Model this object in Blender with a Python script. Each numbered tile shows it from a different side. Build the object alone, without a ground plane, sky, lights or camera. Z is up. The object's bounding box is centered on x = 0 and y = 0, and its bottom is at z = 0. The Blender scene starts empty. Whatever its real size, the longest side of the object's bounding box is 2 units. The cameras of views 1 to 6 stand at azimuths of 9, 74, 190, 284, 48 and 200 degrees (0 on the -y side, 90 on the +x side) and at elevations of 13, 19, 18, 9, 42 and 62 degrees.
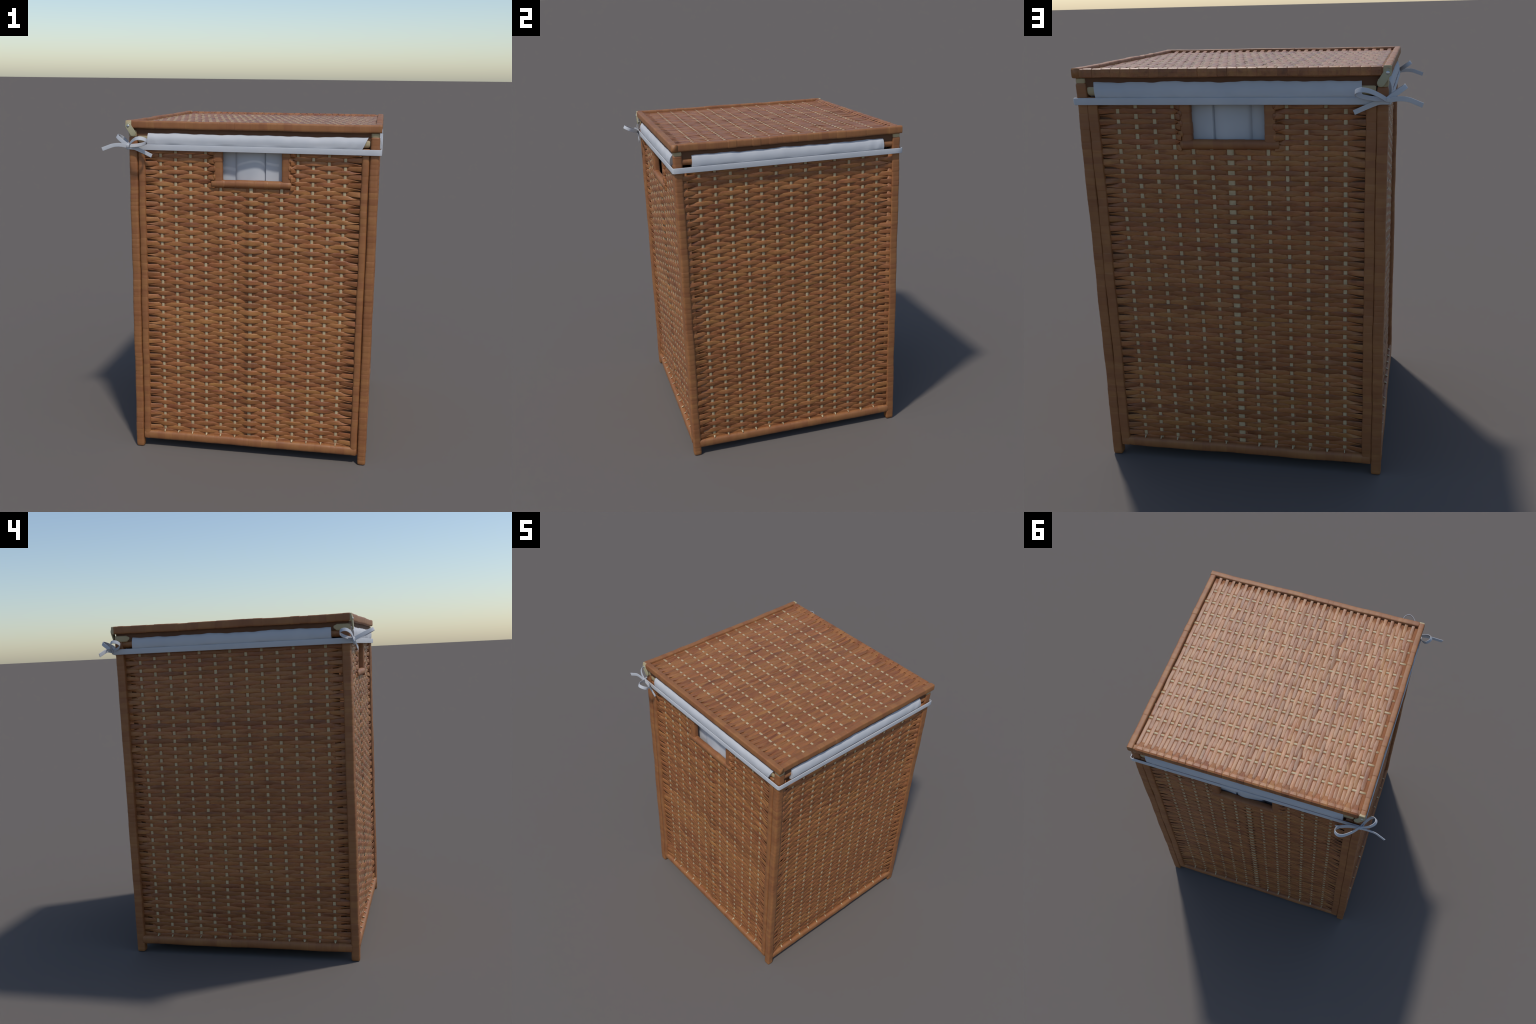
# Woven rattan laundry hamper: four wrapped corner posts, four woven panels,
# a hinged woven lid, a white cloth liner with a tied band and two bows.
import bpy, math, random
import numpy as np

rng = random.Random(20)
nrng = np.random.RandomState(5)

# ------------------------------------------------------------------ sizes
CX = 0.0675           # middle of the body in x (the bows push it off centre)
PX, PY = 0.7060, 0.6920   # half extents of the posts' outer faces
POST = 0.0500         # post thickness
ROW0, ROW = 0.1060, 0.02325   # first weaving row and row pitch
NROWS = 75
NST = 13              # upright stakes per panel


# ------------------------------------------------------------------ helpers
def v3(*a):
    return np.array(a, dtype=float)


def unit(a):
    n = np.linalg.norm(a, axis=-1, keepdims=True)
    return a / np.maximum(n, 1e-9)


def link(obj, parent=None):
    bpy.context.scene.collection.objects.link(obj)
    if parent is not None:
        obj.parent = parent
        # parents carry no transform other than location
        obj.location = obj.location - parent_world(parent)
    return obj


_world = {}


def parent_world(o):
    return _world.get(o.name, o.location.copy())


def make_object(name, verts, faces, mat, parent=None, smooth=True, angle=None, origin=None):
    verts = np.asarray(verts, dtype=float)
    if origin is None:
        origin = (verts.min(0) + verts.max(0)) / 2
    origin = np.asarray(origin, dtype=float)
    me = bpy.data.meshes.new(name)
    me.from_pydata((verts - origin).tolist(), [], faces)
    me.update()
    if smooth:
        me.polygons.foreach_set("use_smooth", [True] * len(me.polygons))
    if angle is not None:
        me.set_sharp_from_angle(angle=math.radians(angle))
    me.materials.append(mat)
    ob = bpy.data.objects.new(name, me)
    ob.location = origin.tolist()
    w = ob.location.copy()
    link(ob, parent)
    _world[ob.name] = w
    return ob


def ring_section(m, power):
    """unit superellipse, m points"""
    th = np.arange(m) * 2 * math.pi / m + math.pi / m
    c, s = np.cos(th), np.sin(th)
    e = 2.0 / power
    return np.sign(c) * np.abs(c) ** e, np.sign(s) * np.abs(s) ** e


def sweep(C, U, N, a, b, m=10, power=2.0, v0=0):
    """tube with elliptic section along C; U width axis, N thickness axis"""
    n = len(C)
    if np.ndim(power):
        pr = [ring_section(m, p) for p in power]
        cu, cn = np.array([p[0] for p in pr]), np.array([p[1] for p in pr])
    else:
        cu, cn = ring_section(m, power)
        cu, cn = np.tile(cu, (n, 1)), np.tile(cn, (n, 1))
    a = np.broadcast_to(np.asarray(a, float), (n,))
    b = np.broadcast_to(np.asarray(b, float), (n,))
    V = (C[:, None, :] + U[:, None, :] * (a[:, None] * cu)[..., None]
         + N[:, None, :] * (b[:, None] * cn)[..., None]).reshape(-1, 3)
    F = []
    for i in range(n - 1):
        r0, r1 = v0 + i * m, v0 + (i + 1) * m
        for j in range(m):
            k = (j + 1) % m
            F.append((r0 + j, r0 + k, r1 + k, r1 + j))
    F.append(tuple(v0 + j for j in range(m))[::-1])
    F.append(tuple(v0 + (n - 1) * m + j for j in range(m)))
    return V, F


def fix_normals(ob):
    import bmesh
    bm = bmesh.new()
    bm.from_mesh(ob.data)
    bmesh.ops.recalc_face_normals(bm, faces=bm.faces)
    bm.to_mesh(ob.data)
    bm.free()


def spline(P, n):
    """Catmull-Rom through control points"""
    P = np.asarray(P, float)
    Q = np.vstack([2 * P[0] - P[1], P, 2 * P[-1] - P[-2]])
    out = []
    segs = len(P) - 1
    for k in range(n):
        t = k / (n - 1) * segs
        i = min(int(t), segs - 1)
        f = t - i
        p0, p1, p2, p3 = Q[i], Q[i + 1], Q[i + 2], Q[i + 3]
        out.append(0.5 * ((2 * p1) + (-p0 + p2) * f + (2 * p0 - 5 * p1 + 4 * p2 - p3) * f * f
                          + (-p0 + 3 * p1 - 3 * p2 + p3) * f ** 3))
    return np.array(out)


# ------------------------------------------------------------------ materials
def new_mat(name):
    m = bpy.data.materials.new(name)
    m.use_nodes = True
    nt = m.node_tree
    nt.nodes.clear()
    out = nt.nodes.new("ShaderNodeOutputMaterial")
    bs = nt.nodes.new("ShaderNodeBsdfPrincipled")
    nt.links.new(bs.outputs[0], out.inputs[0])
    return m, nt, bs


def ramp(nt, fac, stops):
    r = nt.nodes.new("ShaderNodeValToRGB")
    cr = r.color_ramp
    while len(cr.elements) < len(stops):
        cr.elements.new(0.5)
    for e, (p, c) in zip(cr.elements, stops):
        e.position = p
        e.color = (*c, 1)
    nt.links.new(fac, r.inputs[0])
    return r.outputs[0]


def mixc(nt, a, b, fac, mode="MIX"):
    mx = nt.nodes.new("ShaderNodeMix")
    mx.data_type = "RGBA"
    mx.blend_type = mode
    for sock, val in ((mx.inputs[0], fac), (mx.inputs[6], a), (mx.inputs[7], b)):
        if hasattr(val, "is_linked"):
            nt.links.new(val, sock)
        elif isinstance(val, tuple):
            sock.default_value = (*val, 1)
        else:
            sock.default_value = val
    return mx.outputs[2]


def noise(nt, vec, scale, detail=3.0, rough=0.55):
    n = nt.nodes.new("ShaderNodeTexNoise")
    n.inputs["Scale"].default_value = scale
    n.inputs["Detail"].default_value = detail
    n.inputs["Roughness"].default_value = rough
    nt.links.new(vec, n.inputs["Vector"])
    return n.outputs[0]


def coords(nt, scale, jitter=True):
    tc = nt.nodes.new("ShaderNodeTexCoord")
    mp = nt.nodes.new("ShaderNodeMapping")
    mp.inputs["Scale"].default_value = scale
    nt.links.new(tc.outputs["Object"], mp.inputs[0])
    if not jitter:
        return mp.outputs[0]
    oi = nt.nodes.new("ShaderNodeObjectInfo")
    mul = nt.nodes.new("ShaderNodeMath")
    mul.operation = "MULTIPLY"
    mul.inputs[1].default_value = 37.0
    nt.links.new(oi.outputs["Random"], mul.inputs[0])
    add = nt.nodes.new("ShaderNodeVectorMath")
    add.operation = "ADD"
    nt.links.new(mp.outputs[0], add.inputs[0])
    nt.links.new(mul.outputs[0], add.inputs[1])
    return add.outputs[0]


BROWNS = [(0.00, (0.236, 0.0865, 0.0300)),
          (0.30, (0.292, 0.1103, 0.0373)),
          (0.60, (0.327, 0.1277, 0.0419)),
          (0.85, (0.358, 0.1462, 0.0481)),
          (1.00, (0.307, 0.1100, 0.0388))]


def wicker(name, axis):
    """stained rattan strip, fibres running along the given axis"""
    m, nt, bs = new_mat(name)
    oi = nt.nodes.new("ShaderNodeObjectInfo")
    base = ramp(nt, oi.outputs["Random"], BROWNS)
    lon = {0: (1, 5, 5), 1: (5, 1, 5), 2: (5, 5, 1)}[axis]
    vec = coords(nt, lon)
    # lengthwise blotches: dark red-brown, stain, and worn tan
    blot = ramp(nt, noise(nt, vec, 7.0, 3.0, 0.6), [(0.28, (0.60, 0.47, 0.47)), (0.45, (0.94, 0.92, 0.92)), (0.58, (1.03, 1.04, 1.0)), (0.74, (1.22, 1.28, 1.20))])
    col = mixc(nt, base, blot, 0.9, "MULTIPLY")
    hue = ramp(nt, noise(nt, coords(nt, tuple(1.7 * v for v in lon)), 4.0, 2.0), [(0.36, (1.04, 0.95, 0.98)), (0.5, (1.0, 1.0, 1.0)), (0.66, (0.98, 1.05, 0.92))])
    col = mixc(nt, col, hue, 0.9, "MULTIPLY")
    fin = tuple(4 * v for v in lon)
    fib = noise(nt, coords(nt, fin), 16.0, 3.0)
    fc = ramp(nt, fib, [(0.3, (0.84, 0.82, 0.78)), (0.7, (1.10, 1.10, 1.10))])
    col = mixc(nt, col, fc, 0.8, "MULTIPLY")
    nt.links.new(col, bs.inputs["Base Color"])
    bs.inputs["Roughness"].default_value = 0.44
    bs.inputs["Specular IOR Level"].default_value = 0.5
    bp = nt.nodes.new("ShaderNodeBump")
    bp.inputs["Strength"].default_value = 0.25
    bp.inputs["Distance"].default_value = 0.002
    nt.links.new(fib, bp.inputs["Height"])
    nt.links.new(bp.outputs[0], bs.inputs["Normal"])
    return m


def wrapped(name, axis, turn=0.034):
    """rattan strip wound round a pole that runs along the given axis"""
    m, nt, bs = new_mat(name)
    tc = nt.nodes.new("ShaderNodeTexCoord")
    sep = nt.nodes.new("ShaderNodeSeparateXYZ")
    nt.links.new(tc.outputs["Object"], sep.inputs[0])
    wob = noise(nt, coords(nt, (1, 1, 1)), 9.0, 1.0)
    ad = nt.nodes.new("ShaderNodeMath")
    ad.operation = "MULTIPLY_ADD"
    ad.inputs[1].default_value = 0.03
    nt.links.new(wob, ad.inputs[0])
    nt.links.new(sep.outputs[axis], ad.inputs[2])
    dv = nt.nodes.new("ShaderNodeMath")
    dv.operation = "DIVIDE"
    dv.inputs[1].default_value = turn
    nt.links.new(ad.outputs[0], dv.inputs[0])
    fl = nt.nodes.new("ShaderNodeMath")
    fl.operation = "FLOOR"
    nt.links.new(dv.outputs[0], fl.inputs[0])
    wn = nt.nodes.new("ShaderNodeTexWhiteNoise")
    wn.noise_dimensions = "1D"
    nt.links.new(fl.outputs[0], wn.inputs["W"])
    base = ramp(nt, wn.outputs["Value"], [(0.0, (0.271, 0.1028, 0.0366)), (0.5, (0.295, 0.1183, 0.0404)), (1.0, (0.317, 0.1339, 0.0443))])
    blot = ramp(nt, noise(nt, coords(nt, (1, 1, 1)), 11.0, 3.0),
                [(0.3, (0.86, 0.80, 0.76)), (0.55, (1.0, 1.0, 1.0)), (0.75, (1.10, 1.10, 1.04))])
    col = mixc(nt, base, blot, 0.8, "MULTIPLY")
    lon = {0: (14, 1, 1), 1: (1, 14, 1), 2: (1, 1, 14)}[axis]
    fib = noise(nt, coords(nt, lon), 14.0, 3.0)
    fc = ramp(nt, fib, [(0.3, (0.94, 0.93, 0.91)), (0.7, (1.04, 1.04, 1.04))])
    col = mixc(nt, col, fc, 0.8, "MULTIPLY")
    nt.links.new(col, bs.inputs["Base Color"])
    bs.inputs["Roughness"].default_value = 0.55
    bp = nt.nodes.new("ShaderNodeBump")
    bp.inputs["Strength"].default_value = 0.08
    bp.inputs["Distance"].default_value = 0.002
    nt.links.new(fib, bp.inputs["Height"])
    nt.links.new(bp.outputs[0], bs.inputs["Normal"])
    return m


def plain(name, c0, c1, rough, scale=12.0, detail=3.0, bump=0.0):
    m, nt, bs = new_mat(name)
    f = noise(nt, coords(nt, (1, 1, 1)), scale, detail)
    nt.links.new(ramp(nt, f, [(0.3, c0), (0.7, c1)]), bs.inputs["Base Color"])
    bs.inputs["Roughness"].default_value = rough
    if bump:
        bp = nt.nodes.new("ShaderNodeBump")
        bp.inputs["Strength"].default_value = bump
        bp.inputs["Distance"].default_value = 0.002
        nt.links.new(noise(nt, coords(nt, (1, 1, 1)), scale * 25, 2.0), bp.inputs["Height"])
        nt.links.new(bp.outputs[0], bs.inputs["Normal"])
    return m


W = [wicker("stained_rattan_lengthwise", 0), wicker("stained_rattan_crosswise", 1)]
WR = [wrapped("rattan_binding_lengthwise", 0, 0.046), wrapped("rattan_binding_crosswise", 1, 0.046), wrapped("rattan_binding_upright", 2, 0.034)]
STAKE = plain("peeled_cane", (0.39, 0.285, 0.155), (0.55, 0.43, 0.255), 0.6, 22.0)
BARE = plain("bare_wood", (0.40, 0.315, 0.175), (0.47, 0.375, 0.215), 0.6, 10.0)
CLOTH = plain("white_cotton", (0.475, 0.49, 0.52), (0.53, 0.535, 0.555), 0.9, 6.0, 3.0, 0.12)
METAL = plain("screw_steel", (0.55, 0.56, 0.56), (0.62, 0.63, 0.63), 0.3, 20.0)
METAL.node_tree.nodes["Principled BSDF"].inputs["Metallic"].default_value = 0.9
STRAP = plain("cream_hinge_strap", (0.33, 0.30, 0.18), (0.39, 0.35, 0.22), 0.45, 10.0)
SHADOW_BROWN = plain("shadow_darkened_wood", (0.10, 0.040, 0.016), (0.13, 0.052, 0.020), 0.8, 9.0)  # brown darkened to paint in the shadow of the slot under the lid
BOARD = plain("stained_backing", (0.25, 0.093, 0.033), (0.30, 0.112, 0.039), 0.8, 9.0)

# ------------------------------------------------------------------ top-level thing
root = bpy.data.objects.new("laundry_hamper", None)
bpy.context.scene.collection.objects.link(root)
root.location = (0, 0, 0)
_world[root.name] = root.location.copy()
root["label"] = "brown woven rattan laundry hamper with white cloth liner and bows"
root["category"] = "laundry basket"


# ------------------------------------------------------------------ wound poles
def wound_pole(name, p0, p1, uaxis, ha, hb, mat, parent, power=3.2, turn=0.034, round_ends=0.0, m=20, jig=0.0004):
    p0, p1 = np.asarray(p0, float), np.asarray(p1, float)
    L = np.linalg.norm(p1 - p0)
    T = (p1 - p0) / L
    U = np.asarray(uaxis, float)
    N = np.cross(T, U)
    ts, da = [], []
    t = 0.0
    while t < L - 1e-6:
        w = turn * rng.uniform(0.75, 1.3)
        e = min(t + w, L)
        g = rng.uniform(-jig, jig)
        for f, k in ((0.02, -0.0002), (0.08, 0.0), (0.5, 0.0002), (0.92, 0.0), (0.98, -0.0002)):
            ts.append(t + (e - t) * f)
            da.append(g + k)
        t = e
    ts, da = np.array([0.0] + ts + [L]), np.array([da[0]] + da + [da[-1]])
    a, b = ha + da, hb + da
    if round_ends:
        r = round_ends
        end = np.minimum(ts, L - ts)
        k = np.clip(end / r, 0, 1)
        shrink = (1 - np.sqrt(np.clip(1 - (1 - k) ** 2, 0, 1))) * r * 0.55
        a, b = a - shrink, b - shrink
    # gentle waviness of the pole itself
    ph = rng.uniform(0, 6)
    wav = 0.0009 * np.sin(ts * 9 + ph) + 0.0006 * np.sin(ts * 23 + 2 * ph)
    C = p0 + T * ts[:, None] + (U + N) * wav[:, None]
    V, F = sweep(C, np.tile(U, (len(ts), 1)), np.tile(N, (len(ts), 1)), a, b, m, power)
    ob = make_object(name, V, F, mat, parent)
    fix_normals(ob)
    return ob


for sx in (-1, 1):
    for sy in (-1, 1):
        x, y = CX + sx * (PX - POST / 2), sy * (PY - POST / 2)
        top = 1.932 if sx > 0 else 1.908
        wound_pole("corner_post", (x, y, 0.0), (x, y, top), (1, 0, 0), POST / 2, POST / 2, WR[2], root,
                   power=4.0 if sy < 0 else 6.0, turn=0.034, round_ends=0.008, m=28)
        # bare wood block on the post's top
        if sx > 0:
            V, F = sweep(v3(x, y, 0) + np.array([[0, 0, 1.930], [0, 0, 1.934], [0, 0, 1.950], [0, 0, 1.953]]),
                         np.tile(v3(1, 0, 0), (4, 1)), np.tile(v3(0, 1, 0), (4, 1)),
                         [0.0215, 0.0235, 0.0235, 0.021], [0.0215, 0.0235, 0.0235, 0.021], 24, 5)
            ob = make_object("post_cap", V, F, BARE, root, angle=35)
        else:
            V, F = sweep(v3(x, 0, 0) + np.array([[0, sy * 0.600, 1.928], [0, sy * 0.618, 1.925], [0, sy * 0.680, 1.925], [0, sy * 0.688, 1.925]]),
                         np.tile(v3(1, 0, 0), (4, 1)), np.tile(v3(0, 0, 1), (4, 1)),
                         [0.018, 0.0235, 0.0235, 0.022], [0.006, 0.019, 0.019, 0.017], 24, 6)
            ob = make_object("hinge_block", V, F, BARE, root, angle=35)
        fix_normals(ob)


# ------------------------------------------------------------------ woven panels
class Frame:
    """panel frame: s runs along the panel, o points outwards"""

    def __init__(self, s_axis, o_axis):
        self.s, self.o = np.asarray(s_axis, float), np.asarray(o_axis, float)

    def at(self, s, o, z):
        s, o, z = np.broadcast_arrays(np.asarray(s, float), np.asarray(o, float), np.asarray(z, float))
        return self.s * s[..., None] + self.o * o[..., None] + v3(0, 0, 1) * z[..., None]


STEPS = [0.0, 0.06, 0.12, 0.18, 0.26, 0.36, 0.5, 0.64, 0.74, 0.82, 0.88, 0.94]


def ride(S, stakes, over, amp, dip):
    """a weaver lies flat, swells gently over one stake and ducks sharply under the next"""
    d = np.zeros(len(S))
    for s0, v, a in zip(stakes, over, amp):
        if v:
            d += a * np.exp(-((S - s0) / 0.034) ** 2)
        else:
            k = 1.0 if a < 0.006 else 1.45
            d -= (dip[0] + (a if k > 1 else 0)) * np.exp(-(np.abs(S - s0) / (dip[1] * k)) ** 2.6)
    return d


def strand(fr, name, parent, mat, stakes, over, amp, plane, z, s_lo, s_hi, end_lo, end_hi, hw=0.0127, ht=0.0023, rise=0.013, dive=-0.002, dip=(0.0065, 0.0125)):
    """one weaver: over/under the stakes; ends given as 'over', 'under'"""
    ks = [s_lo] + list(stakes) + [s_hi]

    def enddepth(e):
        return rise if e == "over" else dive
    lvl = rng.gauss(0, 0.0005)
    ds = [enddepth(end_lo)] + [lvl] * len(over) + [enddepth(end_hi)]
    wk = [1.22 if end_lo == "over" else 0.40] + [((1.22 if a > 0.008 else 1.07 if a < 0.006 else 1.02) if v else 0.97) * rng.gauss(1, 0.03) for v, a in zip(over, amp)] + [1.22 if end_hi == "over" else 0.40]
    tw = [0.0] + [rng.gauss(0, 0.07) for _ in over] + [0.0]
    dz = [0.0] + [rng.gauss(0, 0.0008) for _ in over] + [0.0]
    for idx, e in ((0, end_lo), (-1, end_hi)):
        tw[idx] = rng.uniform(0.7, 1.35) * rng.choice((-1, 1, 1)) if e == "under" else rng.gauss(0, 0.12)
        dz[idx] = rng.gauss(0, 0.0018)
    S, D, A, TW, Z = [], [], [], [], []
    for i in range(len(ks) - 1):
        for t in STEPS + ([1.0] if i == len(ks) - 2 else []):
            e = t * t * (3 - 2 * t)
            S.append(ks[i] + (ks[i + 1] - ks[i]) * t)
            D.append(ds[i] + (ds[i + 1] - ds[i]) * e)
            A.append(wk[i] + (wk[i + 1] - wk[i]) * e + (0.06 * math.sin(math.pi * t) ** 2 if 0 < i < len(ks) - 2 else 0.0))
            TW.append(tw[i] + (tw[i + 1] - tw[i]) * e)
            Z.append(dz[i] + (dz[i + 1] - dz[i]) * e)
    S, D, A, TW, Z = map(np.array, (S, D, A, TW, Z))
    D = D + ride(S, stakes, over, amp, dip)
    g = rng.uniform(0.96, 1.05)
    A = A * hw * g
    C = fr.at(S, plane + D, z + Z)
    T = unit(np.gradient(C, axis=0))
    up = np.tile(v3(0, 0, 1), (len(C), 1))
    N = unit(np.cross(T, up))
    N = N * np.sign((N @ fr.o))[:, None]
    U = unit(np.cross(N, T))
    U = U * np.sign(U[:, 2])[:, None]
    U2 = U * np.cos(TW)[:, None] + N * np.sin(TW)[:, None]
    N2 = N * np.cos(TW)[:, None] - U * np.sin(TW)[:, None]
    # flattish lens section, slightly fuller where it lies on top
    V, F = sweep(C, U2, N2, A, np.full(len(C), ht * rng.uniform(0.92, 1.08)), 10, 3.0)
    ob = make_object(name, V, F, mat, parent)
    fix_normals(ob)
    return ob


def stake(fr, parent, s, plane, z0, z1, hw, ht):
    zs = np.linspace(z0, z1, 40)
    ph = rng.uniform(0, 6)
    C = fr.at(s + 0.0009 * np.sin(zs * 7 + ph), np.full(40, plane), zs)
    a = np.full(40, hw * rng.uniform(0.93, 1.07))
    V, F = sweep(C, np.tile(fr.s, (40, 1)), np.tile(fr.o, (40, 1)), a, np.full(40, ht), 12, 3.0)
    ob = make_object("cane_stake", V, F, STAKE, parent)
    fix_normals(ob)


HOLE_LO, HOLE_HI = -0.160, 0.172   # opening, relative to the panel middle
HOLE_Z = 1.677


def panel(kind, fr, mid, plane, spacing, edge, flip, has_hole, mat_run, wrap_run, relief, rise, dive, dip):
    """kind: part name. mid: s of the panel's middle; edge: half width of the weave"""
    stakes = [mid + (i - 6) * spacing for i in range(NST)]
    lo, hi = mid - edge, mid + edge
    # bottom rail is the panel's own mesh
    zr = 0.079 if has_hole else 0.0755
    rail_o = plane + (0.0035 if not has_hole else 0.004)
    FACE = plane + 0.003      # depth of the framing poles' centre lines
    endx = edge + (0.002 if not has_hole else 0.037)
    rail_half = 0.0270
    rail = wound_pole(kind, fr.at(mid - endx, rail_o, zr), fr.at(mid + endx, rail_o, zr), (0, 0, 1), rail_half,
                      0.0225, WR[wrap_run], root, power=3.0, turn=0.044, m=18)
    # uprights
    for i, s in enumerate(stakes):
        thick = has_hole and i == 6
        z1 = 1.655 if (has_hole and 4 <= i <= 8) else 1.86
        stake(fr, rail, s, plane, 0.09, z1, (0.0115 if relief > 0.003 else 0.0165) if thick else 0.0083, 0.0066 if thick else (0.0030 if relief > 0.003 else 0.0024))
        if i != 6:
            # the stake's trimmed end bends out over the bottom rail
            t = np.linspace(0, 1, 7)
            C = fr.at(s + rng.gauss(0, 0.001) * t, plane + 0.0035 + (rail_o + 0.011 - plane) * t, zr + rail_half + 0.0085 - 0.0085 * t ** 1.5)
            T = unit(np.gradient(C, axis=0))
            U = np.tile(fr.s, (7, 1))
            V, F = sweep(C, U, np.cross(T, U), 0.0070 * rng.uniform(0.45, 1.0) * (1 - 0.35 * t), 0.0024, 10, 3.0)
            fix_normals(make_object("stake_end", V, F, STAKE, rail))
    # weavers
    for r in range(NROWS):
        z = ROW0 + ROW * r
        over = [((r + i + flip) % 2 == 0) for i in range(NST)]
        amp = [relief] * NST
        if has_hole:
            amp[6] = 0.0095 * rng.uniform(0.9, 1.25) if relief > 0.003 else 0.0068 * rng.uniform(0.95, 1.1)
        e_lo = "under" if over[0] else "over"
        e_hi = "under" if over[-1] else "over"
        if has_hole and z > 1.632:
            strand(fr, "rattan_weaver", rail, mat_run, stakes[:4], over[:4], amp[:4], plane, z, lo - 0.012, mid - 0.208, e_lo,
                   "under" if over[3] else "over", rise=rise, dive=dive, dip=dip)
            strand(fr, "rattan_weaver", rail, mat_run, stakes[9:], over[9:], amp[9:], plane, z, mid + 0.224, hi + 0.012,
                   "under" if over[9] else "over", e_hi, rise=rise, dive=dive, dip=dip)
        else:
            strand(fr, "rattan_weaver", rail, mat_run, stakes, over, amp, plane, z, lo - 0.012, hi + 0.012, e_lo, e_hi, rise=rise, dive=dive, dip=dip)
    # thin backing behind the weave keeps daylight out of the gaps
    def board(s0, s1, z0, z1, lift=0.0, mat=BOARD):
        o1, o0 = plane + (-0.0006 if relief > 0.003 else 0.0005) + lift, plane - 0.0075 + min(lift, 0)
        c = [fr.at(s, o, zz) for s in (s0, s1) for o in (o0, o1) for zz in (z0, z1)]
        F = [(0, 1, 3, 2), (4, 6, 7, 5), (0, 4, 5, 1), (2, 3, 7, 6), (0, 2, 6, 4), (1, 5, 7, 3)]
        ob = make_object("panel_backing", np.array(c), F, mat, rail, smooth=False)
        fix_normals(ob)
    if has_hole:
        board(lo - 0.03, hi + 0.03, 0.075, 1.655)
        board(lo - 0.03, mid + HOLE_LO - 0.004, 1.6551, 1.86)
        board(mid + HOLE_HI + 0.004, hi + 0.03, 1.6551, 1.86)
    else:
        inner = 0.03 if relief > 0.003 else -0.062
        board(lo - inner, hi + inner, 0.075, 1.86)
    # shallow boards coloured dark to draw the shadow between the weavers' turned ends
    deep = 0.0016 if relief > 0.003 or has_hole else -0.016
    board(lo - 0.004, lo + 0.062, 0.080, 1.855, deep, SHADOW_BROWN)
    board(hi - 0.062, hi + 0.004, 0.080, 1.855, deep, SHADOW_BROWN)
    for sgn in (-1, 1):
        # filler behind the seam between frame and post / in the corner beside the post
        if has_hole:
            s0, s1, f0, f1 = CX + sgn * 0.640, CX + sgn * 0.665, plane - 0.010, plane + (0.006 if fr.o[1] < 0 else 0.0145)
        else:
            s0, s1, f0, f1 = sgn * 0.618, sgn * 0.650, plane - 0.010, plane + (0.0135 if relief > 0.003 else -0.008)
        C = fr.at((s0 + s1) / 2, (f0 + f1) / 2, np.array([0.062, 1.86]))
        V, F = sweep(C, np.tile(fr.s, (2, 1)), np.tile(fr.o, (2, 1)), abs(s1 - s0) / 2, (f1 - f0) / 2, 16, 3)
        fix_normals(make_object("edge_pole", V, F, WR[2], rail))
    if has_hole:
        # side rails of the frame, wound with the weavers' ends
        for sgn in (-1, 1):
            s = CX + sgn * 0.6330
            wound_pole("frame_rail", fr.at(s, FACE, 0.0580), fr.at(s, FACE, 1.868), fr.s, 0.0208 if fr.o[1] < 0 else 0.0236, 0.0215, WR[2], rail,
                       power=3.4 if fr.o[1] < 0 else 7.0, turn=0.046, m=18, jig=0.0005)
        # handle opening
        for s, sg in ((mid + HOLE_LO - 0.028, -1), (mid + HOLE_HI + 0.028, 1)):
            wound_pole("handle_side", fr.at(s, FACE - 0.007, 1.648), fr.at(s, FACE - 0.007, 1.862), fr.s, 0.0265, 0.0205, WR[2], rail,
                       power=3.8, turn=0.046, m=20, jig=0.0012)
            for k in range(4):
                # knuckles where the weavers turn round the upright
                zz = 1.690 + 0.0461 * k + (0.0 if sg < 0 else 0.012)
                t = np.linspace(0, 1, 9)
                C = fr.at(s + sg * (0.040 - 0.026 * t), plane + 0.001 + 0.0135 * np.sin(t * math.pi / 2), zz + 0.004 * (1 - t))
                V, F = sweep(C, np.tile(v3(0, 0, 1), (9, 1)), np.tile(fr.o, (9, 1)), 0.0150 * (0.6 + 0.5 * t) * np.where(t > 0.95, 0.6, 1), 0.0045, 10, 2.2)
                ob = make_object("weaver_end", V, F, mat_run, rail)
                fix_normals(ob)
        wound_pole("handle_sill", fr.at(mid - 0.228, FACE - 0.003, 1.6535), fr.at(mid + 0.230, FACE - 0.003, 1.6535), (0, 0, 1), 0.0222, 0.0215,
                   WR[wrap_run], rail, power=2.3, turn=0.085, m=20, jig=0.0013, round_ends=0.012)
        # cloth hanging behind the opening: two flat flaps and a bulging middle
        n, k = 81, 13
        ss = np.linspace(mid + HOLE_LO - 0.050, mid + HOLE_HI + 0.050, n)
        zz = np.linspace(1.615, 1.872, k)
        V = []
        for face in (0, 1):
            for z in zz:
                for s in ss:
                    q = (s - mid)
                    mid_b = max(0.0, 1 - ((q + 0.008) / 0.084) ** 2)
                    o = plane - 0.036 + 0.022 * math.sqrt(mid_b) - 0.006 * (q < -0.092) + 0.015 * (q > 0.078) + 0.004 * math.sin(q * 30)
                    V.append(fr.at(s, o - 0.003 * face, z))
        F = []
        def idx(f, j, i): return f * n * k + j * n + i
        for j in range(k - 1):
            for i in range(n - 1):
                F.append((idx(0, j, i), idx(0, j, i + 1), idx(0, j + 1, i + 1), idx(0, j + 1, i)))
                F.append((idx(1, j, i), idx(1, j + 1, i), idx(1, j + 1, i + 1), idx(1, j, i + 1)))
        for i in range(n - 1):
            F.append((idx(0, 0, i), idx(1, 0, i), idx(1, 0, i + 1), idx(0, 0, i + 1)))
            F.append((idx(0, k - 1, i), idx(0, k - 1, i + 1), idx(1, k - 1, i + 1), idx(1, k - 1, i)))
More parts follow.
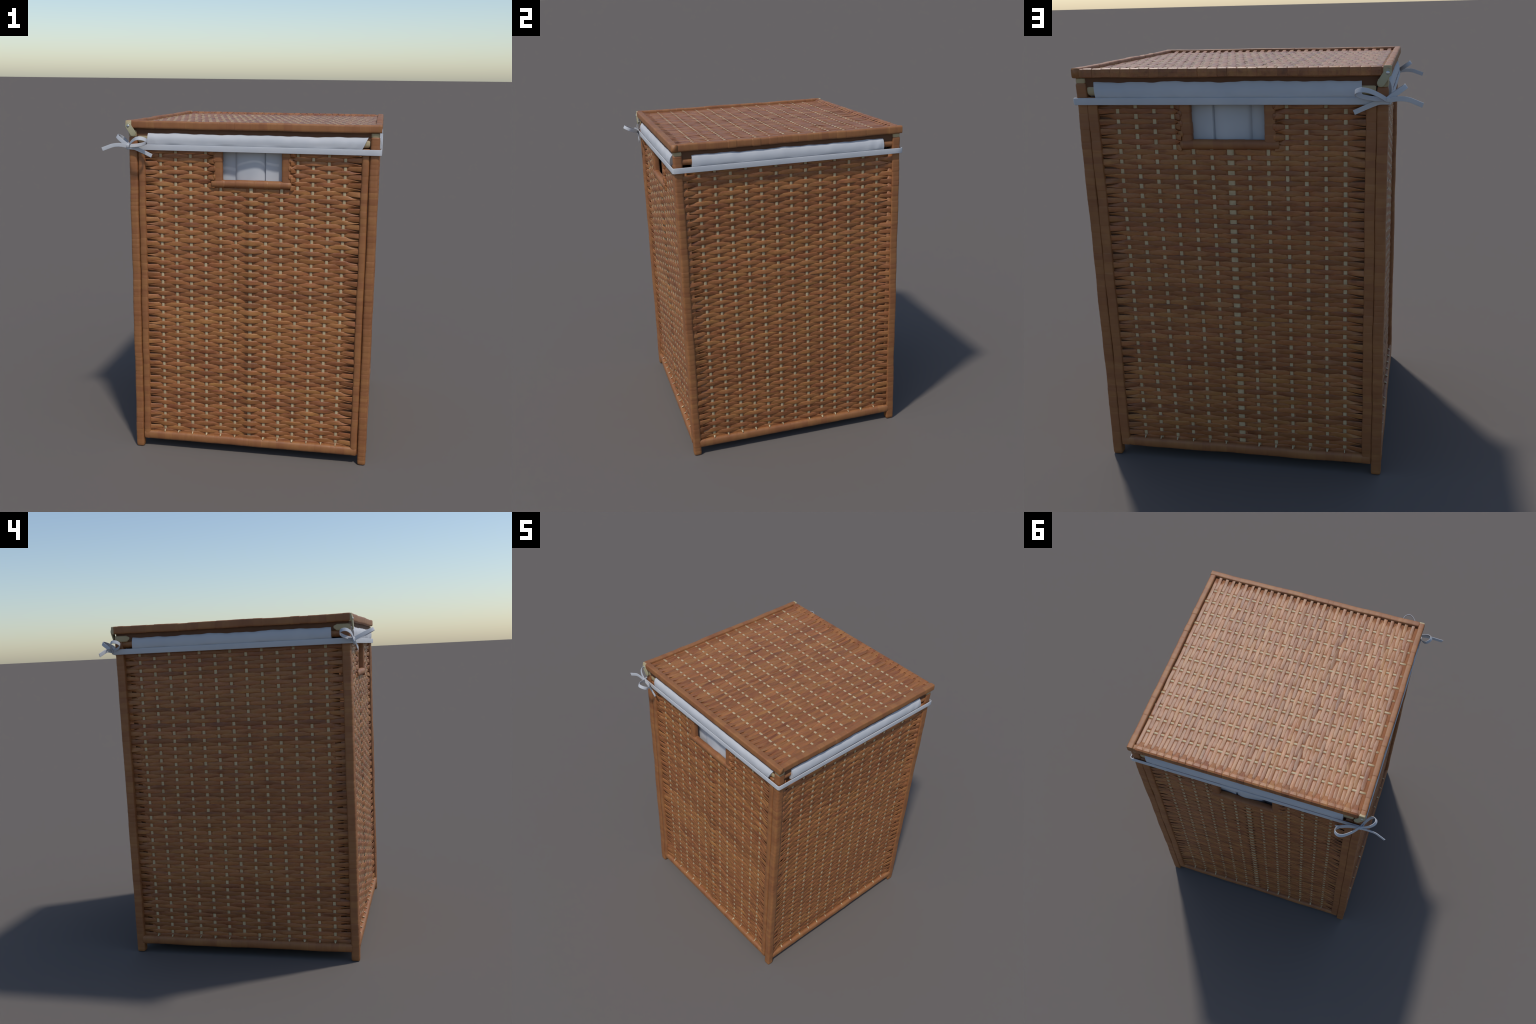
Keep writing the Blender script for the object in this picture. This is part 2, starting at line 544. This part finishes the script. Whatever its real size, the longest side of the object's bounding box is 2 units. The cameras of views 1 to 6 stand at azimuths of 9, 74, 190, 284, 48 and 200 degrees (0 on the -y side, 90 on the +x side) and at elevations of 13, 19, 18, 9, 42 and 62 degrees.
        for j in range(k - 1):
            F.append((idx(0, j, 0), idx(0, j + 1, 0), idx(1, j + 1, 0), idx(1, j, 0)))
            F.append((idx(0, j, n - 1), idx(1, j, n - 1), idx(1, j + 1, n - 1), idx(0, j + 1, n - 1)))
        ob = make_object("liner_flap", np.array(V), F, CLOTH, rail, angle=50)
        fix_normals(ob)
    return rail


FRONT = Frame((1, 0, 0), (0, -1, 0))
BACK = Frame((1, 0, 0), (0, 1, 0))
RIGHT = Frame((0, 1, 0), (1, 0, 0))
LEFT = Frame((0, 1, 0), (-1, 0, 0))

panel("woven_panel", FRONT, 0.0665, 0.6660, 0.0874, 0.6130, 0, True, W[0], 0, 0.0040, 0.013, 0.005, (0.0075, 0.0150))
panel("woven_panel", BACK, 0.0680, 0.6660, 0.0872, 0.6130, 0, True, W[0], 0, 0.0024, 0.013, 0.006, (0.0065, 0.0125))
panel("woven_panel", RIGHT, 0.0, 0.7490, 0.0917, 0.6480, 0, False, W[1], 1, 0.0044, 0.017, 0.008, (0.0075, 0.0155))
panel("woven_panel", LEFT, 0.0, 0.6145, 0.0917, 0.6480, 1, False, W[1], 1, 0.0024, -0.003, -0.012, (0.0060, 0.0125))

# floor of the hamper
V, F = sweep(np.array([[CX, 0, 0.070], [CX, 0, 0.084]]), np.tile(v3(1, 0, 0), (2, 1)), np.tile(v3(0, 1, 0), (2, 1)), [0.66, 0.66], [0.655, 0.655], 4, 60)
V = np.array([[CX + sx * 0.672, sy * 0.662, z] for z in (0.070, 0.084) for sx, sy in ((-1, -1), (1, -1), (1, 1), (-1, 1))])
F = [(0, 3, 2, 1), (4, 5, 6, 7), (0, 1, 5, 4), (1, 2, 6, 5), (2, 3, 7, 6), (3, 0, 4, 7)]
make_object("floor_board", V, F, BOARD, root, smooth=False)

# ------------------------------------------------------------------ top rails under the liner
for sy in (-1, 1):
    # front and back: bare wood rails
    C = np.array([[x, sy * 0.669, 1.898] for x in (-0.585, -0.578, 0.712, 0.7205)])
    V, F = sweep(C, np.tile(v3(0, 1, 0), (4, 1)), np.tile(v3(0, 0, 1), (4, 1)), [0.014, 0.016, 0.016, 0.014], [0.020, 0.025, 0.025, 0.020], 18, 2.4)
    fix_normals(make_object("top_rail", V, F, BARE, root, angle=40))
for sx in (-1, 1):
    x = CX + sx * (PX - 0.029)
    wound_pole("top_rail", (x, -0.648, 1.894), (x, 0.648, 1.894), (1, 0, 0), 0.0215, 0.0205, WR[1], root, power=2.2, m=18)


# ------------------------------------------------------------------ cloth liner: rolled hems over the rails
def hem(fr, loop, s0, s1, slant0, slant1, seed, parent):
    """closed profile loop (o, z) run along s, ends slanted with height"""
    loop = np.array(loop)
    P = spline(np.vstack([loop, loop[:1]]), 40)[:-1]
    m = len(P)
    n = 90
    r = np.random.RandomState(seed)
    ph = r.uniform(0, 6, 6)
    V = []
    zlo, zhi = P[:, 1].min(), P[:, 1].max()
    for i in range(n):
        t = i / (n - 1)
        tt = t
        s = s0 + (s1 - s0) * tt
        h = (P[:, 1] - zlo) / (zhi - zlo)
        ss = s + slant0 * h * (1 - t) ** 8 + slant1 * h * t ** 8
        wr = 0.0010 * np.sin(s * 19 + ph[0]) + 0.0007 * np.sin(s * 41 + ph[1])
        flare = 0.0025 * (np.exp(-((s - s0) / 0.03) ** 2) + np.exp(-((s - s1) / 0.03) ** 2))
        o = P[:, 0] + wr * (h > 0.25)
        # tucked diagonal creases near the ends
        for c, w, g in ((s1 - 0.050, 0.010, 0.0030), (s1 - 0.110, 0.016, 0.0018), (s0 + 0.060, 0.014, 0.0020), (s0 + 0.16, 0.02, 0.0012)):
            o = o + g * np.exp(-((s - (c + 0.035 * h * (1 if c > 0 else -1))) / w) ** 2) * (h > 0.2) * (h < 0.9)
        z = P[:, 1] + (0.0016 * np.sin(s * 13 + ph[2]) + 0.0014 * np.sin(s * 37 + ph[3]) + 0.0010 * np.sin(s * 83 + ph[4])) * (h > 0.5) * h
        V.append(fr.at(ss, o, z))
    V = np.array(V).reshape(-1, 3)
    F = []
    for i in range(n - 1):
        for j in range(m):
            k = (j + 1) % m
            F.append((i * m + j, i * m + k, (i + 1) * m + k, (i + 1) * m + j))
    F.append(tuple(range(m))[::-1])
    F.append(tuple((n - 1) * m + j for j in range(m)))
    ob = make_object("liner_hem", V, F, CLOTH, parent, angle=50)
    fix_normals(ob)
    return ob


def rim(path, z0, z1, thick, mat, name, parent):
    """strap of rectangular section running round a closed plan path"""
    P = np.array(path)
    n = len(P)
    nx = np.roll(P, -1, 0) - P
    pv = P - np.roll(P, 1, 0)
    t = unit(unit(nx) + unit(pv))
    out = np.stack([t[:, 1], -t[:, 0]], 1)
    V = []
    h = (z1 - z0)
    sec = [(0.0, z0), (thick * 0.8, z0 + 0.0015), (thick, z0 + h * 0.35), (thick, z0 + h * 0.75), (thick * 0.8, z1 - 0.0012), (thick * 0.2, z1), (-thick * 0.3, z1 - 0.001), (-thick * 0.3, z0)]
    m = len(sec)
    for p, o in zip(P, out):
        for a, z in sec:
            V.append((p[0] + o[0] * a, p[1] + o[1] * a, z))
    F = []
    for i in range(n):
        i2 = (i + 1) % n
        for j in range(m):
            k = (j + 1) % m
            F.append((i * m + j, i2 * m + j, i2 * m + k, i * m + k))
    ob = make_object(name, V, F, mat, parent, angle=50)
    fix_normals(ob)
    return ob


# band round the whole hamper just under the hems
bx0, bx1, by = CX - 0.7145, CX + 0.7150, 0.7000
plan = []
rc = 0.006
def side_pts(a, b, n):
    return [tuple(np.array(a) + (np.array(b) - np.array(a)) * i / n) for i in range(n + 1)]
corner = [(bx1, -by), (bx1, by), (bx0, by), (bx0, -by)]
for i in range(4):
    a, b = np.array(corner[i]), np.array(corner[(i + 1) % 4])
    d = (b - a) / np.linalg.norm(b - a)
    plan += side_pts(a + d * rc, b - d * rc, 40)
band = rim(plan, 1.8345, 1.8665, 0.0042, CLOTH, "liner_band", root)

front_loop = [(0.688, 1.853), (0.6975, 1.866), (0.7000, 1.884), (0.6995, 1.900), (0.695, 1.914), (0.686, 1.926), (0.671, 1.933), (0.655, 1.934),
              (0.640, 1.928), (0.634, 1.900), (0.636, 1.858), (0.66, 1.850)]
back_loop = [(0.688, 1.853), (0.6975, 1.866), (0.6985, 1.884), (0.6965, 1.900), (0.6925, 1.912), (0.688, 1.923), (0.6815, 1.935), (0.668, 1.941),
             (0.640, 1.934), (0.634, 1.900), (0.636, 1.858), (0.66, 1.850)]
hem(FRONT, front_loop, -0.527, 0.672, 0.004, 0.042, 1, band)
hem(BACK, back_loop, -0.527, 0.676, 0.004, 0.012, 2, band)
right_loop = [(0.7685, 1.853), (0.7785, 1.866), (0.7815, 1.880), (0.7805, 1.897), (0.7765, 1.911), (0.7705, 1.922), (0.7600, 1.930), (0.7440, 1.932),
              (0.7255, 1.918), (0.7195, 1.900), (0.7215, 1.858), (0.7465, 1.850)]
left_loop = [(o - 2 * CX + 0.0005, z) for o, z in right_loop]
hem(RIGHT, right_loop, -0.588, 0.581, 0.0, 0.0, 3, band)
hem(LEFT, left_loop, -0.586, 0.580, 0.0, 0.0, 4, band)


# ------------------------------------------------------------------ bows
def ribbon(name, pts, width_dir, parent, hw=0.0105, ht=0.0017, n=None, frame_plane=True):
    n = n or 8 * len(pts)
    C = spline(pts, n)
    T = unit(np.gradient(C, axis=0))
    wd = np.tile(np.asarray(width_dir, float), (n, 1))
    U = unit(wd - T * np.sum(wd * T, 1, keepdims=True))
    N = np.cross(T, U)
    V, F = sweep(C, U, N, hw, ht, 12, 8)
    ob = make_object(name, V, F, CLOTH, parent, angle=50)
    fix_normals(ob)
    return ob


for sy in (-1, 1):
    def Pm(*pts):
        return [(x, sy * y, z) for x, y, z in pts]
    K = (-0.634, 0.7075, 1.856)
    C = np.array([(K[0] - 0.014, sy * K[1], K[2]), (K[0] - 0.011, sy * K[1], K[2]), (K[0], sy * (K[1] + 0.002), K[2]), (K[0] + 0.011, sy * K[1], K[2]), (K[0] + 0.014, sy * K[1], K[2])])
    V, F = sweep(C, np.tile(v3(0, 0, 1), (5, 1)), np.tile(v3(0, 1, 0), (5, 1)), [0.008, 0.0115, 0.0125, 0.0115, 0.008], [0.003, 0.006, 0.0075, 0.006, 0.003], 14, 2.6)
    bow = make_object("bow", V, F, CLOTH, root)
    fix_normals(bow)
    # long tail running off to the side
    ribbon("ribbon_tail", Pm((-0.628, 0.710, 1.853), (-0.655, 0.711, 1.858), (-0.690, 0.712, 1.861), (-0.724, 0.7135, 1.857), (-0.755, 0.720, 1.846), (-0.7825, 0.727, 1.8355)),
           (0.15, 0, 1), bow)
    # tail hanging inwards
    ribbon("ribbon_tail", Pm((-0.640, 0.709, 1.849), (-0.610, 0.710, 1.848), (-0.585, 0.711, 1.842), (-0.545, 0.714, 1.826), (-0.494, 0.718, 1.804)),
           (0.4, 0, 1), bow)
    # loop standing out from the face
    d = unit(v3(0, 0.103, 0.052))
    ring = [(-0.630, 0.0), (-0.608, 0.042), (-0.582, 0.080), (-0.558, 0.106), (-0.532, 0.115), (-0.510, 0.100), (-0.504, 0.074), (-0.522, 0.044), (-0.562, 0.018), (-0.606, 0.004), (-0.632, -0.002)]
    pts = [(x, sy * (0.708 + d[1] * t), 1.857 + d[2] * t) for x, t in ring]
    ribbon("ribbon_loop", pts, np.cross((1, 0, 0), (0, sy * d[1], d[2])) * sy, bow, n=90)
    # loop standing off sideways
    d2 = unit(v3(-0.076, 0, 0.052))
    ring = [(0.708, 0.0), (0.703, 0.046), (0.692, 0.076), (0.674, 0.092), (0.652, 0.088), (0.640, 0.068), (0.647, 0.044), (0.672, 0.020), (0.700, 0.004), (0.710, -0.002)]
    pts = [(-0.634 + d2[0] * t, sy * y, 1.857 + d2[2] * t) for y, t in ring]
    ribbon("ribbon_loop", pts, (d2[2], 0, -d2[0]), bow, n=80)

# ------------------------------------------------------------------ lid
LX0, LX1, LY = -0.6490, 0.7825, 0.7025
LZ0, LZ1 = 1.9540, 1.9980
LH = (LZ1 - LZ0) / 2
lid = wound_pole("lid", (LX0 + 0.0345, -LY + 0.0195, LZ0 + LH), (LX1 - 0.0005, -LY + 0.0195, LZ0 + LH), (0, 0, 1), LH, 0.0195, WR[0], root, power=5.0, turn=0.046, m=28)
for x, s in ((LX0 + 0.0178, -1), (LX1 - 0.0195, 1)):
    hw = 0.0178 if s < 0 else 0.0195
    wound_pole("lid_rail", (x, -LY + (0.036 if s > 0 else 0.010), LZ0 + LH), (x, LY - (0.0035 if s > 0 else 0.010), LZ0 + LH), (1, 0, 0), hw, LH, WR[1], lid, power=5.0, turn=0.046, m=28, jig=0.0010)
wound_pole("lid_rail", (LX0 + 0.034, LY - 0.0200, LZ0 + LH - 0.0025), (LX1 - 0.036, LY - 0.0200, LZ0 + LH - 0.0025), (0, 0, 1), LH - 0.0025, 0.0180, WR[0], lid, power=5.0, turn=0.046, m=24)
# bare ends of the hinge-side rail, hinge straps and screws
for sy in (-1, 1):
    x = LX0 + 0.0172
    C = np.array([[x, sy * y, LZ0 + LH] for y in (0.688, 0.6905, 0.7015, 0.7030)])
    V, F = sweep(C, np.tile(v3(1, 0, 0), (4, 1)), np.tile(v3(0, 0, 1), (4, 1)), [0.0182, 0.0182, 0.0182, 0.0165], [LH + 0.0006, LH + 0.0006, LH + 0.0006, LH - 0.001], 24, 6)
    fix_normals(make_object("rail_end", V, F, BARE, lid, angle=40))
    a, b, r = v3(-0.6335, 1.9690), v3(-0.6060, 1.9260), 0.0170
    ax = unit(b - a)
    th0 = math.atan2(ax[1], ax[0])
    outline = [a + r * v3(math.cos(th0 + math.pi / 2 + k * math.pi / 10), math.sin(th0 + math.pi / 2 + k * math.pi / 10)) for k in range(11)] + \
              [b + r * v3(math.cos(th0 - math.pi / 2 + k * math.pi / 10), math.sin(th0 - math.pi / 2 + k * math.pi / 10)) for k in range(11)]
    m = len(outline)
    cen = (a + b) / 2
    V = []
    for y, k in ((0.7000, 1.0), (0.7055, 1.0), (0.7070, 0.93)):
        for p in outline:
            q = cen + (p - cen) * k
            V.append((q[0], sy * y, q[1]))
    F = [(j, (j + 1) % m, m + (j + 1) % m, m + j) for j in range(m)] + [(m + j, m + (j + 1) % m, 2 * m + (j + 1) % m, 2 * m + j) for j in range(m)]
    F += [tuple(range(m)), tuple(range(2 * m, 3 * m))]
    strap = make_object("hinge_strap", V, F, STRAP, lid, angle=30)
    fix_normals(strap)
    # domed screw head
    V, F = [], []
    prof = [(0.0085, 0.7065), (0.0082, 0.7080), (0.0062, 0.7095), (0.0028, 0.7103)]
    for rr, y in prof:
        for j in range(16):
            t = j * math.pi / 8
            V.append((a[0] + rr * math.cos(t), sy * y, a[1] - 0.001 + rr * math.sin(t)))
    for i in range(3):
        for j in range(16):
            F.append((i * 16 + j, i * 16 + (j + 1) % 16, (i + 1) * 16 + (j + 1) % 16, (i + 1) * 16 + j))
    F += [tuple(range(16)), tuple(range(48, 64))]
    fix_normals(make_object("screw", V, F, METAL, strap))

# lid weave: stakes run along x, weavers along y
LPLANE = 1.9795
lid_stakes = [(i - 6) * 0.0922 for i in range(NST)]
for y in lid_stakes:
    xs = np.linspace(LX0 + 0.03, LX1 - 0.03, 40)
    ph = rng.uniform(0, 6)
    C = np.stack([xs, y + 0.0008 * np.sin(xs * 8 + ph), np.full(40, LPLANE)], 1)
    V, F = sweep(C, np.tile(v3(0, 1, 0), (40, 1)), np.tile(v3(0, 0, 1), (40, 1)), 0.0072, 0.0027, 12, 3.0)
    fix_normals(make_object("cane_stake", V, F, STAKE, lid))
NLID = 60
for kx in range(NLID):
    x = 0.7285 - 0.02228 * kx
    over = [((kx + i) % 2 == 0) for i in range(NST)]
    ys = [-LY + 0.030, -LY + 0.092] + lid_stakes
    zs = [-0.006, 0.0015] if over[0] else [0.009, 0.0015]
    zs = zs + [0.0] * NST
    ws = [0.58, 1.04] if over[0] else [0.90, 1.0]
    ws = ws + [(1.02 if o else 0.97) * rng.gauss(1, 0.025) for o in over]
    tw = [rng.uniform(0.4, 0.9) * rng.choice((-1, 1)) if over[0] else rng.gauss(0, 0.1), 0.0] + [rng.gauss(0, 0.05) for _ in over]
    # at the back the strands climb over the rail; alternate ones wrap it
    wraps = not over[-1]
    if wraps:
        tail = [(LY - 0.066, 0.0020, 1.02, 0.0), (LY - 0.046, 0.0080, 1.16, 0.0), (LY - 0.030, 0.0130, 1.42, 0.0), (LY - 0.012, 0.0153, 1.74, 0.0), (LY - 0.0025, 0.0115, 1.82, 0.0),
                (LY - 0.0012, -0.001, 1.84, 0.0), (LY - 0.0012, -0.0215, 1.84, 0.0)]
    else:
        tail = [(LY - 0.070, 0.0040, 1.02, 0.05), (LY - 0.050, 0.0055, 0.95, 0.1), (LY - 0.030, 0.004, 0.6, 0.1)]
    K = [(yy, zz, ww, tt) for yy, zz, ww, tt in zip(ys, zs, ws, tw)] + tail
    K = np.array(K)
    P, Wd, TW = [], [], []
    for i in range(len(K) - 1):
        last = i == len(K) - 2
        for t in STEPS + ([1.0] if last else []):
            e = t * t * (3 - 2 * t) if i < NST + 1 else t
            P.append((x, K[i, 0] + (K[i + 1, 0] - K[i, 0]) * t, LPLANE + K[i, 1] + (K[i + 1, 1] - K[i, 1]) * e))
            Wd.append(K[i, 2] + (K[i + 1, 2] - K[i, 2]) * e + (0.10 * math.sin(math.pi * t) ** 2 if 1 < i < NST + 1 else 0.0))
            TW.append(K[i, 3] + (K[i + 1, 3] - K[i, 3]) * e)
    C, Wd, TW = np.array(P), np.array(Wd), np.array(TW)
    C[:, 2] += ride(C[:, 1], lid_stakes, over, [0.0020] * NST, (0.0060, 0.0095)) + rng.gauss(0, 0.0004)
    C[:, 0] += 0.0009 * np.sin(C[:, 1] * 14 + rng.uniform(0, 6))
    T = unit(np.gradient(C, axis=0))
    U = np.tile(v3(1, 0, 0), (len(C), 1))
    N = unit(np.cross(U, T))
    U2 = U * np.cos(TW)[:, None] + N * np.sin(TW)[:, None]
    N2 = N * np.cos(TW)[:, None] - U * np.sin(TW)[:, None]
    V, F = sweep(C, U2, N2, Wd * 0.0124 * rng.uniform(0.96, 1.05), np.full(len(C), 0.0018 * rng.uniform(0.94, 1.06)) * np.where(Wd > 1.2, 1.0, 1.0), 14, 2.6 + 2.0 * np.clip((Wd - 1.2) / 0.4, 0, 1))
    V[:, 0] = np.clip(V[:, 0], LX0 + 0.004, LX1 - 0.004)
    V[:, 1] = np.minimum(V[:, 1], LY + 0.0022)
    fix_normals(make_object("lid_weaver", V, F, W[1], lid))

# underside board and inner rim of the lid
def box(name, x0, x1, y0, y1, z0, z1, mat, parent):
    V = np.array([[x, y, z] for z in (z0, z1) for x, y in ((x0, y0), (x1, y0), (x1, y1), (x0, y1))])
    F = [(0, 3, 2, 1), (4, 5, 6, 7), (0, 1, 5, 4), (1, 2, 6, 5), (2, 3, 7, 6), (3, 0, 4, 7)]
    return make_object(name, V, F, mat, parent, smooth=False)

box("lid_backing", LX0 + 0.03, LX1 - 0.03, -LY + 0.03, LY - 0.03, LZ0 + 0.002, LPLANE + 0.0006, BOARD, lid)
box("lid_rim", LX0 + 0.020, LX1 - 0.020, -LY + 0.020, LY - 0.020, 1.912, LZ0 + 0.0025, SHADOW_BROWN, lid)
